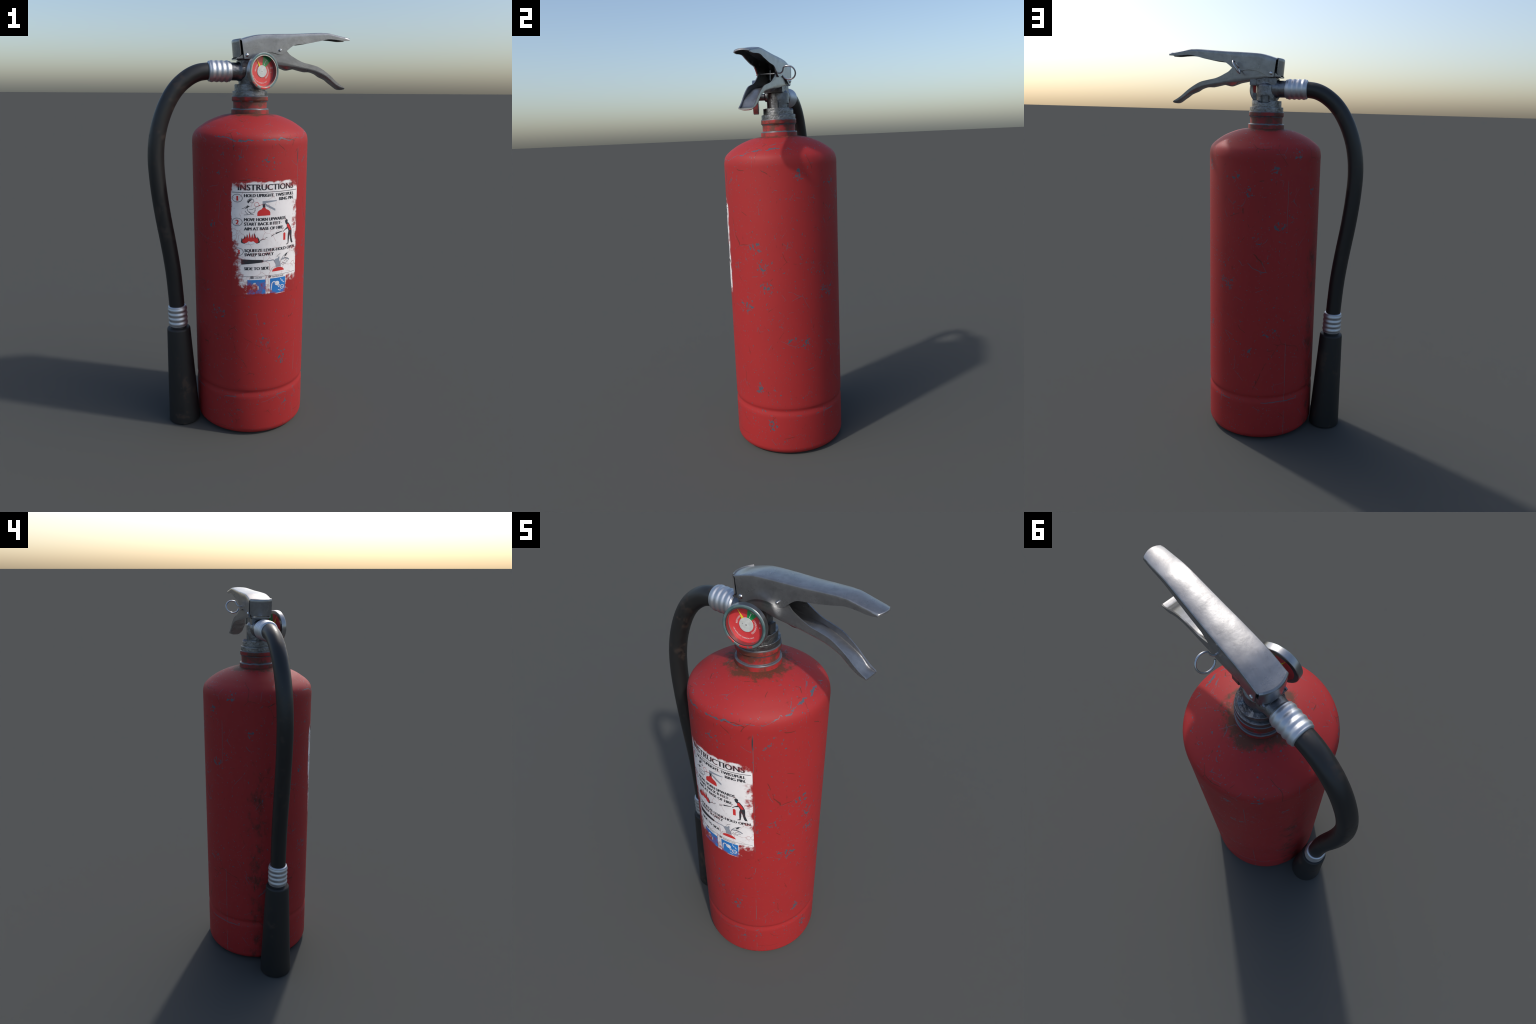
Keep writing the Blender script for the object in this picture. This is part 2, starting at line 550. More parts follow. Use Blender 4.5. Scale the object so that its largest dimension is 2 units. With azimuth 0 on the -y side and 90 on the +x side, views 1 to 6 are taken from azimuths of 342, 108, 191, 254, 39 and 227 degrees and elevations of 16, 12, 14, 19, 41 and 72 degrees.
# ================================================================= the tank
def build_tank(root):
    dome = spline([(TR, 1.472), (.2862, 1.492), (.2828, 1.514), (.2755, 1.530), (.2606, 1.546),
                   (.240, 1.5615), (.210, 1.5805), (.170, 1.5985), (.130, 1.6115), (.090, 1.618)], 34)
    foot = [(0, .012), (.20, .010), (.232, .0010)]
    for k in range(9):                                   # rounded foot
        a = PI / 2 * k / 8
        foot.append((TR - .041 + .041 * math.sin(a), .041 - .041 * math.cos(a)))
    groove = [(TR, .205), (TR, .2185), (TR - .0018, .2265), (TR - .0042, .238), (TR - .0048, .2435),
              (TR - .0040, .249), (TR - .0012, .2565), (TR - .0002, .261), (TR - .0002, .275)]
    shell = [(TR, .40), (TR, .8), (TR, 1.2), (TR, 1.44)]
    prof = foot + groove + shell + [tuple(p) for p in dome] + [(.05, 1.620), (0, 1.620)]
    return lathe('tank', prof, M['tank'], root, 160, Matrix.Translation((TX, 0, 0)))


def build_neck(root):
    T = Matrix.Translation((NX, 0, 0))
    collar = round_profile([(0, 1.600), (.0918, 1.600), (.0916, 1.6415, .005), (.0822, 1.6415, .001),
                            (.0822, 1.676), (0, 1.676)])
    lathe('neck_collar', collar, M['neck'], root, 96, T)
    ring = round_profile([(.06, 1.6725), (.0842, 1.6725, .001), (.0845, 1.6755), (.0888, 1.6795, .003),
                          (.0885, 1.7015, .0025), (.06, 1.7015)])
    lathe('neck_ring', ring, M['neck'], root, 96, T)
    nut = round_profile([(.05, 1.700), (.0852, 1.700), (.0852, 1.7235, .0025), (.076, 1.7235), (.05, 1.7235)])
    lathe('valve_nut', nut, M['nut'], root, 72, T)

    def notch(v, a):
        # the locking collar has a cut-away on the +y side and shallow radial steps
        d = abs((a - PI / 2 + PI) % (2 * PI) - PI)
        k = 1 / (1 + math.exp((d - .43) * 40))
        if v.z > 1.74:
            v.z -= .009 * k
            v.z += .0012 * (1 if (a * 8 / (2 * PI)) % 1 < .5 else 0)
        return v
    lock = round_profile([(.045, 1.722), (.0753, 1.722), (.0753, 1.7535, .002), (.045, 1.7535)])
    lathe('locking_collar', lock, M['nut'], root, 96, T, notch)


def build_valve(root):
    bm = bmesh.new()
    T = Matrix.Translation((NX, 0, 0))
    body = round_profile([(.02, 1.748), (.0552, 1.748), (.0552, 1.7770), (.0553, 1.7785), (.0552, 1.829, .004),
                          (.0455, 1.839, .003), (.0455, 1.868), (.02, 1.868)])

    def window(v, a):
        # shallow window low on the +y side
        r = math.hypot(v.x, v.y)
        if v.z < 1.7778 and math.radians(70) < a < math.radians(113) and r > .05:
            v.x *= .0455 / r
            v.y *= .0455 / r
        return v
    lathe_into(bm, body, 96, T, window)
    box_into(bm, -.0605, .046, -.0435, .0435, 1.826, 1.868, .005, 3)
    # tongue in front and the rest under the lever
    box_into(bm, .040, .0655, -.014, .019, 1.752, 1.792, .002)
    box_into(bm, .040, .0748, -.0475, .0465, 1.8275, 1.858, .002)
    # outlet
    X = axis_matrix((0, 0, 1.8128), (-1, 0, 0))
    out = round_profile([(.02, .02), (.0475, .040), (.0470, .057, .006), (.0412, .068, .008), (.0412, .108), (.02, .108)])
    lathe_into(bm, out, 48, X)
    # gauge stem
    a = math.radians(16.8)
    G = axis_matrix((NX, 0, 1.8123), (math.sin(a), -math.cos(a), 0))
    stem = round_profile([(.01, .03), (.024, .03), (.024, .062, .003), (.0165, .066, .002), (.0165, .1005), (.01, .1005)])
    lathe_into(bm, stem, 32, G)
    bmesh.ops.recalc_face_normals(bm, faces=bm.faces)
    return new_obj('valve_body', bm, M['valve'], root, 35)


# ================================================================= hose, ferrules, horn
def ferrule(name, root, mtx, length, r0, r1, ridge0, pitch):
    """ribbed crimp sleeve along local z"""
    prof = [(.030, 0), (r0, 0)]
    n = 60
    for i in range(n + 1):
        h = length * (.015 + .97 * i / n)
        k = (h - ridge0) / pitch
        inside = -.62 < k < 3.62
        if inside:
            c = .5 + .5 * math.cos(2 * PI * k)
            r = .0468 + .0033 * c ** .9
        else:
            t = (ridge0 - .62 * pitch - h) / (ridge0 - .62 * pitch) if k < 0 else \
                (h - (ridge0 + 3.62 * pitch)) / max(length - ridge0 - 3.62 * pitch, 1e-4)
            r = .0463 + ((r0 if k < 0 else r1) - .0463) * min(max(t, 0), 1)
        prof.append((r, h))
    prof += [(r1, length), (.030, length)]
    return lathe(name, prof, M['alu'], root, 72, mtx, smooth=60)


HORN_BASE = Vector((-.3728, 0, .0030))
HORN_AXIS = Vector((-.0338, 0, 1)).normalized()


def build_hose(root):
    mid = [(-.19, 1.8130), (-.213, 1.8122), (-.2535, 1.8066), (-.291, 1.7918), (-.3245, 1.7700), (-.3563, 1.7420),
           (-.3865, 1.7045), (-.4130, 1.6590), (-.4320, 1.6170), (-.4477, 1.5730), (-.4600, 1.5250),
           (-.4690, 1.4680), (-.4727, 1.4050), (-.4715, 1.3480), (-.4660, 1.2690), (-.4560, 1.1780),
           (-.4445, 1.0950), (-.4305, 1.0050), (-.4180, .9170), (-.4075, .8250), (-.4000, .7200),
           (-.3960, .6500), (-.3950, .6200)]
    path = [(p[0], 0, p[1]) for p in spline(mid, 130)]
    bm = bmesh.new()
    tube_into(bm, path, .0394, 40)
    new_obj('hose', bm, M['hose'], root, 60)
    # ferrule at the valve: from x = -.0995 out to -.2135
    up = axis_matrix((-.0995, 0, 1.8128), (-1, 0, 0))
    ferrule('hose_ferrule', root, up, .1140, .0412, .0402, .0215, .0245)
    o = HORN_BASE + HORN_AXIS * .542
    ferrule('hose_ferrule', root, axis_matrix(o, HORN_AXIS, (1, 0, 0)), .1130, .0415, .0402, .0195, .0248)


def build_horn(root):
    prof = round_profile([(0, .020), (.066, .020), (.070, 0, .003), (.0830, 0, .010), (.0600, .533, .012),
                          (.0415, .5365, .002), (.0410, .555), (0, .555)], 6)
    return lathe('discharge_horn', prof, M['horn'], root, 96, axis_matrix(HORN_BASE, HORN_AXIS, (1, 0, 0)))


# ================================================================= handle and lever
def tab(pts):
    xs = [p[0] for p in pts]
    cols = list(zip(*pts))[1:]
    def f(x):
        r = [float(np.interp(x, xs, c)) for c in cols]
        return r if len(r) > 1 else r[0]
    return f


def smooth_tab(pts, n=200):
    s = spline(pts, n)
    return lambda x: float(np.interp(x, s[:, 0], s[:, 1]))


def build_handle(root):
    crown = smooth_tab([(-.10, 1.951), (-.087, 1.9532), (-.05, 1.9620), (-.018, 1.9715), (.03, 1.9812), (.117, 1.9868),
                        (.2146, 1.9910), (.3342, 1.9990), (.37, 1.9998), (.395, 1.9985), (.445, 1.9892),
                        (.497, 1.9800), (.517, 1.9745)])
    def crease(x):                                      # where the rounded shoulder meets the top
        return crown(x) - .0036
    low = smooth_tab([(-.062, 1.8685), (-.031, 1.8685), (-.017, 1.8705), (.0073, 1.8834), (.036, 1.8950),
                      (.075, 1.9000), (.099, 1.8985), (.117, 1.8940), (.1347, 1.8920), (.1513, 1.8977),
                      (.1655, 1.9090), (.187, 1.9260), (.211, 1.9378), (.267, 1.9448), (.32, 1.9548),
                      (.346, 1.9600), (.372, 1.9665), (.395, 1.9688), (.43, 1.9672), (.465, 1.9640), (.50, 1.9655), (.517, 1.9660)])
    half = smooth_tab([(-.10, .0575), (-.06, .0575), (0, .0560), (.12, .0530), (.22, .0490), (.33, .0445),
                       (.44, .0405), (.49, .0380), (.517, .0362)])
    bm = bmesh.new()
    t = .0058
    def xb(y):                                          # rounded back edge, seen from above
        return -.0872 + .0215 * (y / .0575) ** 2
    G = []
    for x in np.r_[np.linspace(-.0615, .04, 24), np.linspace(.05, .498, 74)]:
        w, zb0 = half(x), low(x)
        fb = max(0, 1 - (x + .0615) / .08)              # sloping back edge of the cheeks
        ft = max(0, (x - .40) / .10)                    # rounded tip
        fs = max(0, 1 - (x + .0615) / .07)
        zc, zt = crease(x), crown(x)
        zb = min(zb0, zc - .004)
        bv = min(.0065, (zc - zb) * .7)
        right = [(w, zb + (zc - bv - zb) * k / 5) for k in range(6)]
        row = []
        n_side = len(right)
        right += [(w - bv * (1 - math.cos(a)), zc - bv + bv * math.sin(a)) for a in (PI / 6, PI / 3)]
        top = [((w - bv) * (1 - k / 8), None) for k in range(17)]
        sec = right + top + [(-y, z) for y, z in right[::-1]]
        for k, (y, z) in enumerate(sec):
            if z is None or abs(y) < w - 1e-6:          # top plate: stretched back to the rounded edge
                xx = x + (xb(y) + .0615) * fs
                c, t_ = crease(xx), crown(xx)
                z = c + (t_ - c) * (1 - min(1, abs(y / (w - bv)) ** 2)) if z is None else z + c - zc
            else:
                xx = x + .15 * (1.957 - z) * fb * fb
            xx += ft ** 2 * .0125 * (1 - min(1, (y / w) ** 2))
            row.append((xx, y, z))
        G.append(row)
    for dx, dz in ((.0018, .0022), (.0022, .0070)):     # lip turned down at the tip
        G.append([(x + dx, y, max(min(z, 1.9660), z - dz)) for x, y, z in row])
    sheet_into(bm, G, t)
    # the back of the plate is folded down as a flap
    G = []
    for y in np.linspace(.0530, -.0530, 25):
        row = []
        b = xb(y)
        zt = crease(b) + (crown(b) - crease(b)) * (1 - (y / .0575) ** 2)
        rise = .010 * max(0, (abs(y) - .042) / .011) ** 2   # rounded lower corners
        zb = 1.8760 + rise
        for k in range(12):
            q = k / 11
            if k < 4:
                a = PI / 2 * k / 3
                row.append((b + .004 * (1 - math.sin(a)) + .0005, y, zt - .004 * (1 - math.cos(a)) - .0012))
            else:
                f = (k - 3) / 8
                z0 = zt - .0045
                row.append((b + .0005 + .006 * f, y, z0 + (zb - z0) * f))
        G.append(row)
    sheet_into(bm, [r[::-1] for r in G], .0055)
    new_obj('carrying_handle', bm, M['steel'], root, 28)


def build_lever(root):
    top = smooth_tab([(-.082, 1.8740), (-.06, 1.884), (-.04, 1.893), (0, 1.9000), (.05, 1.9100), (.10, 1.9200), (.135, 1.9220),
                      (.155, 1.9165), (.1667, 1.9093), (.184, 1.8925), (.2035, 1.8815), (.2280, 1.8690),
                      (.2565, 1.8580), (.2965, 1.8495), (.334, 1.8400), (.367, 1.8235), (.403, 1.8000),
                      (.439, 1.7710), (.461, 1.7560), (.474, 1.7485), (.482, 1.7445), (.486, 1.7405)])
    wall = smooth_tab([(-.082, 1.8660), (-.03, 1.8656), (.074, 1.8510), (.1273, 1.8424), (.2046, 1.8351),
                       (.2835, 1.8234), (.3236, 1.8152), (.359, 1.8025), (.385, 1.7896), (.427, 1.7590),
                       (.455, 1.7440), (.477, 1.7380), (.486, 1.7365)])
    belly = smooth_tab([(-.082, 1.8650), (-.03, 1.8645), (.074, 1.8500), (.130, 1.8385), (.150, 1.8310), (.178, 1.8212),
                        (.200, 1.8245), (.219, 1.8277), (.244, 1.8220), (.277, 1.8150), (.297, 1.8150), (.315, 1.8133),
                        (.340, 1.8045), (.360, 1.7915), (.380, 1.7835), (.3986, 1.7760), (.416, 1.7690), (.439, 1.7475),
                        (.4605, 1.7325), (.478, 1.7312), (.486, 1.7330)])
    half = smooth_tab([(-.082, .0470), (.05, .0470), (.12, .0462), (.20, .0440), (.30, .0402), (.40, .0365), (.486, .0335)])
    floor = smooth_tab([(-.082, 1.8700), (-.03, 1.8705), (.074, 1.8590), (.13, 1.8510), (.182, 1.8445), (.222, 1.8405),
                        (.288, 1.8305), (.353, 1.8080), (.390, 1.7930), (.422, 1.7760), (.450, 1.7525), (.464, 1.7430),
                        (.478, 1.7390), (.486, 1.7375)])
    bm = bmesh.new()
    secs = []
    for x in np.linspace(-.082, .486, 100):
        w, zt, zw, zb, zf = half(x), top(x), wall(x), belly(x), floor(x)
        zt = max(zt, zw + .004)
        zb = min(zb, zw)
        zf = min(max(zf, zw + .003), zt - .0008)
        bv = min(.004, (zt - zw) * .5)
        th = .0048
        side = [(w, zt + (zw + bv - zt) * k / 5) for k in range(6)]
        side += [(w - bv * (1 - math.cos(a)), zw + bv - bv * math.sin(a)) for a in (PI / 6, PI / 3)]
        bot = []
        for k in range(11):
            y = (w - bv) * (1 - k / 5)
            bot.append((y, zw + (zb - zw) * (1 - abs(y / (w - bv)) ** 4)))
        wi = w - th
        inner = [(-wi, zt), (-wi, zt + (zf + .002 - zt) * .5), (-wi, zf + .002), (-wi + .003, zf)]
        inner += [(-(wi - .003) * (1 - k / 3), zf) for k in range(1, 4)]
        sec = side + bot + [(-y, z) for y, z in side[::-1]] + inner + [(-y, z) for y, z in inner[-2::-1]]
        secs.append([bm.verts.new((x, y, z)) for y, z in sec])
    n = len(secs[0])
    for A, B in zip(secs, secs[1:]):
        for k in range(n):
            bm.faces.new((A[k], A[(k + 1) % n], B[(k + 1) % n], B[k]))
    bm.faces.new(secs[0])
    bm.faces.new(secs[-1][::-1])
    bmesh.ops.recalc_face_normals(bm, faces=bm.faces)
    new_obj('squeeze_lever', bm, M['steel'], root, 28)


def build_pins(root):
    dome = [(0, .0052)] + [(.0086 * math.sin(a), .0052 * math.cos(a)) for a in (.3, .6, .9, 1.2, 1.5)] + [(.0086, -.003), (0, -.003)]
    for sgn in (-1, 1):
        lathe('rivet', dome, M['rivet'], root, 24, axis_matrix((-.0352, sgn * .0572, 1.8853), (0, sgn, 0)))
    # safety pin: straight shank through the handle, bent into an open ring outside
    d = Vector((.474, 0, .881))
    c = Vector((.1300, 0, 1.9110))
    r, yc = .0335, .0965
    loc = [(-.0635, 0), (-.03, 0), (.02, 0), (.052, 0), (.060, .0012), (.0675, .0070), (.0735, .0175)]
    for a in range(128, -161, -16):
        loc.append((yc + r * math.cos(math.radians(a)), r * math.sin(math.radians(a))))
    path = [c + d * q - Vector((0, 0, .0015)) * min(1, max(0, (y - .05) / .02)) + Vector((0, y, 0)) for y, q in spline(loc, 120)]
    bm = bmesh.new()
    tube_into(bm, path, .0036, 12, (.881, 0, -.474))
    new_obj('safety_pin', bm, M['wire'], root, 60)
    bm = bmesh.new()
    lathe_into(bm, round_profile([(0, .0085), (.0052, .0085, .0015), (.0055, -.004), (0, -.004)]), 20,
               axis_matrix((.1300, -.0545, 1.9108), (0, -1, 0)))
    bmesh.ops.recalc_face_normals(bm, faces=bm.faces)
    new_obj('pin_tip', bm, M['rivet'], root, 35)


# ================================================================= pressure gauge
GA = math.radians(16.8)
GM = axis_matrix((.0313, -.1187, 1.8123), (math.sin(GA), -math.cos(GA), 0), (math.cos(GA), math.sin(GA), 0))
# local x = right as read, local y = up, local z = towards the reader
DIAL_F, DIAL_B = -.0225, -.0262


def text_mesh(body, size_w=None, height=1.0, bold=.0):
    """outline letters of the built-in font as a flat mesh, x from 0..w, cap height = height"""
    cu = bpy.data.curves.new('lettering', 'FONT')
    cu.body = body
    cu.size = 1.0
    cu.offset = bold
    cu.resolution_u = 3
    ob = bpy.data.objects.new('lettering', cu)
    bpy.context.scene.collection.objects.link(ob)
    dg = bpy.context.evaluated_depsgraph_get()
    me = bpy.data.meshes.new_from_object(ob.evaluated_get(dg))
    bpy.data.objects.remove(ob)
    bpy.data.curves.remove(cu)
    co = np.array([v.co[:] for v in me.vertices])
    x0, x1 = co[:, 0].min(), co[:, 0].max()
    cap = .729                                     # cap height of the built-in font at size 1
    sy = height / cap
    sx = (size_w / (x1 - x0)) if size_w else sy
    for v in me.vertices:
        v.co = ((v.co.x - x0) * sx, v.co.y * sy, 0)
    return me, (x1 - x0) * sx


def dial_poly(bm, pts, z):
    vs = [bm.verts.new(GM @ Vector((x, y, z))) for x, y in pts]
    f = bm.faces.new(vs)
    return f


def sector(a0, a1, r0, r1, n=10):
    A = [math.radians(a0 + (a1 - a0) * k / n) for k in range(n + 1)]
    return [(r0 * math.sin(a), r0 * math.cos(a)) for a in A] + [(r1 * math.sin(a), r1 * math.cos(a)) for a in A[::-1]]


def slab(bm, pts, z, h):
    """flat plate in dial coordinates with real thickness"""
    A = [bm.verts.new(GM @ Vector((x, y, z))) for x, y in pts]
    B = [bm.verts.new(GM @ Vector((x, y, z + h))) for x, y in pts]
    n = len(pts)
    bm.faces.new(A)
    bm.faces.new(B[::-1])
    for i in range(n):
        bm.faces.new((A[i], B[i], B[(i + 1) % n], A[(i + 1) % n]))
    bmesh.ops.recalc_face_normals(bm, faces=bm.faces)


def arc_text(bm, body, r, a_mid, height, squeeze, inward=False, z=DIAL_F + .0006):
    me, w = text_mesh(body, None, height, .01)
    w *= squeeze
    b = bmesh.new()
    b.from_mesh(me)
    bpy.data.meshes.remove(me)
    for v in b.verts:
        x = v.co.x * squeeze - w / 2
        if inward:                                  # read along the bottom, heads towards the centre
            a = math.radians(a_mid) - x / r
            rr = r + (height / 2 - v.co.y)
        else:
            a = math.radians(a_mid) + x / r
            rr = r - height / 2 + v.co.y
        v.co = GM @ Vector((rr * math.sin(a), rr * math.cos(a), z))
    me = bpy.data.meshes.new('tmp')
    b.to_mesh(me)
    b.free()
    bm.from_mesh(me)
    bpy.data.meshes.remove(me)


def build_gauge(root):
    case = round_profile([(.0665, DIAL_B), (.0665, -.0272), (.0800, -.0272, .002), (.0832, -.0250, .002), (.0832, -.0020, .001),
                          (.0825, -.0012), (.0690, -.0012), (.0690, DIAL_B), (.0665, DIAL_B)])
    bm = lathe_into(bmesh.new(), case[:-1], 64, GM)
    # ring section is closed: drop the end caps and bridge first and last loop
    caps = [f for f in bm.faces if len(f.verts) > 4]
    bmesh.ops.delete(bm, geom=caps, context='FACES_ONLY')
    bmesh.ops.bridge_loops(bm, edges=[e for e in bm.edges if e.is_boundary])
    bmesh.ops.recalc_face_normals(bm, faces=bm.faces)
    gauge = new_obj('pressure_gauge', bm, M['case'], root, 30)
    bez = round_profile([(.0684, DIAL_F), (.0725, -.0030), (.0740, .0006, .0015), (.0812, .0006, .0020), (.0818, -.0013)])
    bm = lathe_into(bmesh.new(), bez, 64, GM)
    caps = [f for f in bm.faces if len(f.verts) > 4]
    bmesh.ops.delete(bm, geom=caps, context='FACES_ONLY')
    bmesh.ops.recalc_face_normals(bm, faces=bm.faces)
    for f in bm.faces:                              # normals towards the reader's side
        pass
    new_obj('gauge_bezel', bm, M['bezel'], gauge, 40)
    disc = [(0, DIAL_B), (.0685, DIAL_B), (.0685, DIAL_F), (0, DIAL_F)]
    lathe('gauge_dial', disc, M['dial'], gauge, 64, GM)
    hub = round_profile([(0, DIAL_F), (.0272, DIAL_F), (.0272, DIAL_F + .0022, .0008), (0, DIAL_F + .0022)])
    lathe('gauge_hub', hub, M['hub'], gauge, 40, GM)
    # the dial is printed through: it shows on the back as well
    bm = bmesh.new()
    slab(bm, sector(6, 46.5, .020, .0683), DIAL_F, .0005)
    slab(bm, sector(6, 46.5, .020, .0660), DIAL_B - .0005, .0005)
    new_obj('green_zone', bm, M['green'], gauge, 30)
    bm = bmesh.new()
    a = math.radians(-30)
    def rot(x, y):
        return (x * math.cos(a) + y * math.sin(a), -x * math.sin(a) + y * math.cos(a))
    ndl = [(-.0052, .020), (-.0040, .033), (-.0012, .045), (-.0008, .062), (.0008, .062), (.0012, .045), (.0040, .033), (.0052, .020)]
    slab(bm, [rot(*p) for p in ndl], DIAL_F + .0012, .0009)
    slab(bm, [rot(*p) for p in ndl], DIAL_B - .0005, .0005)
    new_obj('gauge_needle', bm, M['needle'], gauge, 30)
    bm = bmesh.new()
    arc_text(bm, 'RECHARGE', .0375, -58, .0068, .92)
    arc_text(bm, 'OVERCHARGED', .0365, 101, .0068, .88)
    arc_text(bm, 'USE WITH DRY CHEMICAL ONLY', .0525, 198, .0046, 1.02, True)
    arc_text(bm, '195', .0555, 27, .0068, 1.0, z=DIAL_F + .0011)
    arc_text(bm, 'PSI', .0545, 72, .0060, .9)
    arc_text(bm, 'kPa', .0620, 74, .0048, .9)
    for f in [dial_poly(bm, [(.0515 + .002 * math.cos(t), -.003 + .002 * math.sin(t)) for t in np.linspace(0, 2 * PI, 10, endpoint=False)], DIAL_F + .0006)]:
        pass
    dial_poly(bm, sector(22, 25, .029, .049, 2), DIAL_F + .0011)
    new_obj('dial_lettering', bm, M['mark'], gauge, 0, 'stuff')
    bm = bmesh.new()
    for x, y, r in ((0, 0, .0022), (-.013, .004, .0014)):
        lathe_into(bm, [(r, DIAL_F + .0010), (r, DIAL_F + .0028), (0, DIAL_F + .0030)], 14, GM @ Matrix.Translation((x, y, 0)))
    bmesh.ops.recalc_face_normals(bm, faces=bm.faces)
    new_obj('hub_screw', bm, M['case'], gauge, 30)


# ================================================================= label
S_HALF, Z_BOT, Z_TOP = .1735, .7705, 1.3245


def on_tank(s, z, lift):
    a = s / TR
    r = TR + lift
    return Vector((TX + r * math.sin(a), -r * math.cos(a), z))


def wrap(bm, lift):
    """flat drawing (x = arc, y = height) laid round the tank"""
    bmesh.ops.triangulate(bm, faces=bm.faces[:])
    xs = [v.co.x for v in bm.verts]
    x = math.floor(min(xs) / .010) * .010
    while x < max(xs):
        x += .010
        if x > min(xs) and x < max(xs):
            g = bm.verts[:] + bm.edges[:] + bm.faces[:]
            bmesh.ops.bisect_plane(bm, geom=g, plane_co=(x, 0, 0), plane_no=(1, 0, 0), dist=1e-6)
    for v in bm.verts:
        v.co = on_tank(v.co.x, v.co.y, lift + v.co.z)
    bm.normal_update()
    for f in bm.faces:
        c = f.calc_center_median()
        if f.normal.dot(Vector((c.x - TX, c.y, 0))) < 0:
            f.normal_flip()


class Ink:
    """collects flat shapes of one ink colour, then lays them on the tank"""
    def __init__(self):
        self.bm = bmesh.new()

    def poly(self, pts):
        self.bm.faces.new([self.bm.verts.new((x, y, 0)) for x, y in pts])
        return self

    def rect(self, x0, x1, y0, y1):
        return self.poly([(x0, y0), (x1, y0), (x1, y1), (x0, y1)])

    def stroke(self, pts, w, smooth=True):
        P = spline(pts, max(8, len(pts) * 4)) if smooth and len(pts) > 2 else np.array(pts, float)
        L, R = [], []
        for i in range(len(P)):
            d = P[min(i + 1, len(P) - 1)] - P[max(i - 1, 0)]
            d = d / max(np.linalg.norm(d), 1e-9)
            nrm = np.array((-d[1], d[0])) * w / 2
            L.append(self.bm.verts.new((*(P[i] + nrm), 0)))
            R.append(self.bm.verts.new((*(P[i] - nrm), 0)))
        for i in range(len(P) - 1):
            self.bm.faces.new((R[i], R[i + 1], L[i + 1], L[i]))
        return self

    def disc(self, x, y, r, ry=None, n=20):
        ry = ry or r
        return self.poly([(x + r * math.cos(2 * PI * k / n), y + ry * math.sin(2 * PI * k / n)) for k in range(n)])

    def ring(self, x, y, r, ry, w, n=28):
        return self.stroke([(x + r * math.cos(2 * PI * k / n), y + ry * math.sin(2 * PI * k / n)) for k in range(n + 1)], w, False)

    def text(self, body, x0, x1, ymid, height, bold=.022):
        e = height * bold
        for k, dx in enumerate((-e, 0, e)):             # passes a hair apart make the strokes bold
            me, w = text_mesh(body, x1 - x0 - 2 * e, height, 0)
            n0 = len(self.bm.verts)
            self.bm.from_mesh(me)
            bpy.data.meshes.remove(me)
            self.bm.verts.ensure_lookup_table()
            for v in self.bm.verts[n0:]:
                v.co = (v.co.x + x0 + e + dx, v.co.y + ymid - height / 2, .00002 * k)
        return self

    def lay(self, name, mat, parent, layer, kind=None):
        wrap(self.bm, LIFT + .00016 * layer)
        return new_obj(name, self.bm, mat, parent, 60, kind)


def flame(cx, cy, w, h, seed):
    """ragged tongues of fire over an oval base"""
    rnd = random.Random(seed)
    tips = [(.06, .42), (.20, .66), (.33, .80), (.46, 1.0), (.60, .84), (.74, .92), (.90, .55)]
    pts = [(cx - w / 2, cy + h * .05)]
    for i, (u, top) in enumerate(tips):
        x = cx - w / 2 + w * u
        lean = w * rnd.uniform(-.035, .035)
        pts.append((x - w * .040, cy + h * top * .62))
        pts.append((x + lean, cy + h * top))
        pts.append((x + w * .030, cy + h * top * .66))
        pts.append((x + w * .062, cy + h * (.30 + .12 * (i % 2))))
    pts.append((cx + w / 2, cy))
    for k in range(1, 8):
        a = PI * k / 8
        pts.append((cx + w / 2 * math.cos(a), cy - h * .14 * math.sin(a)))
    return pts


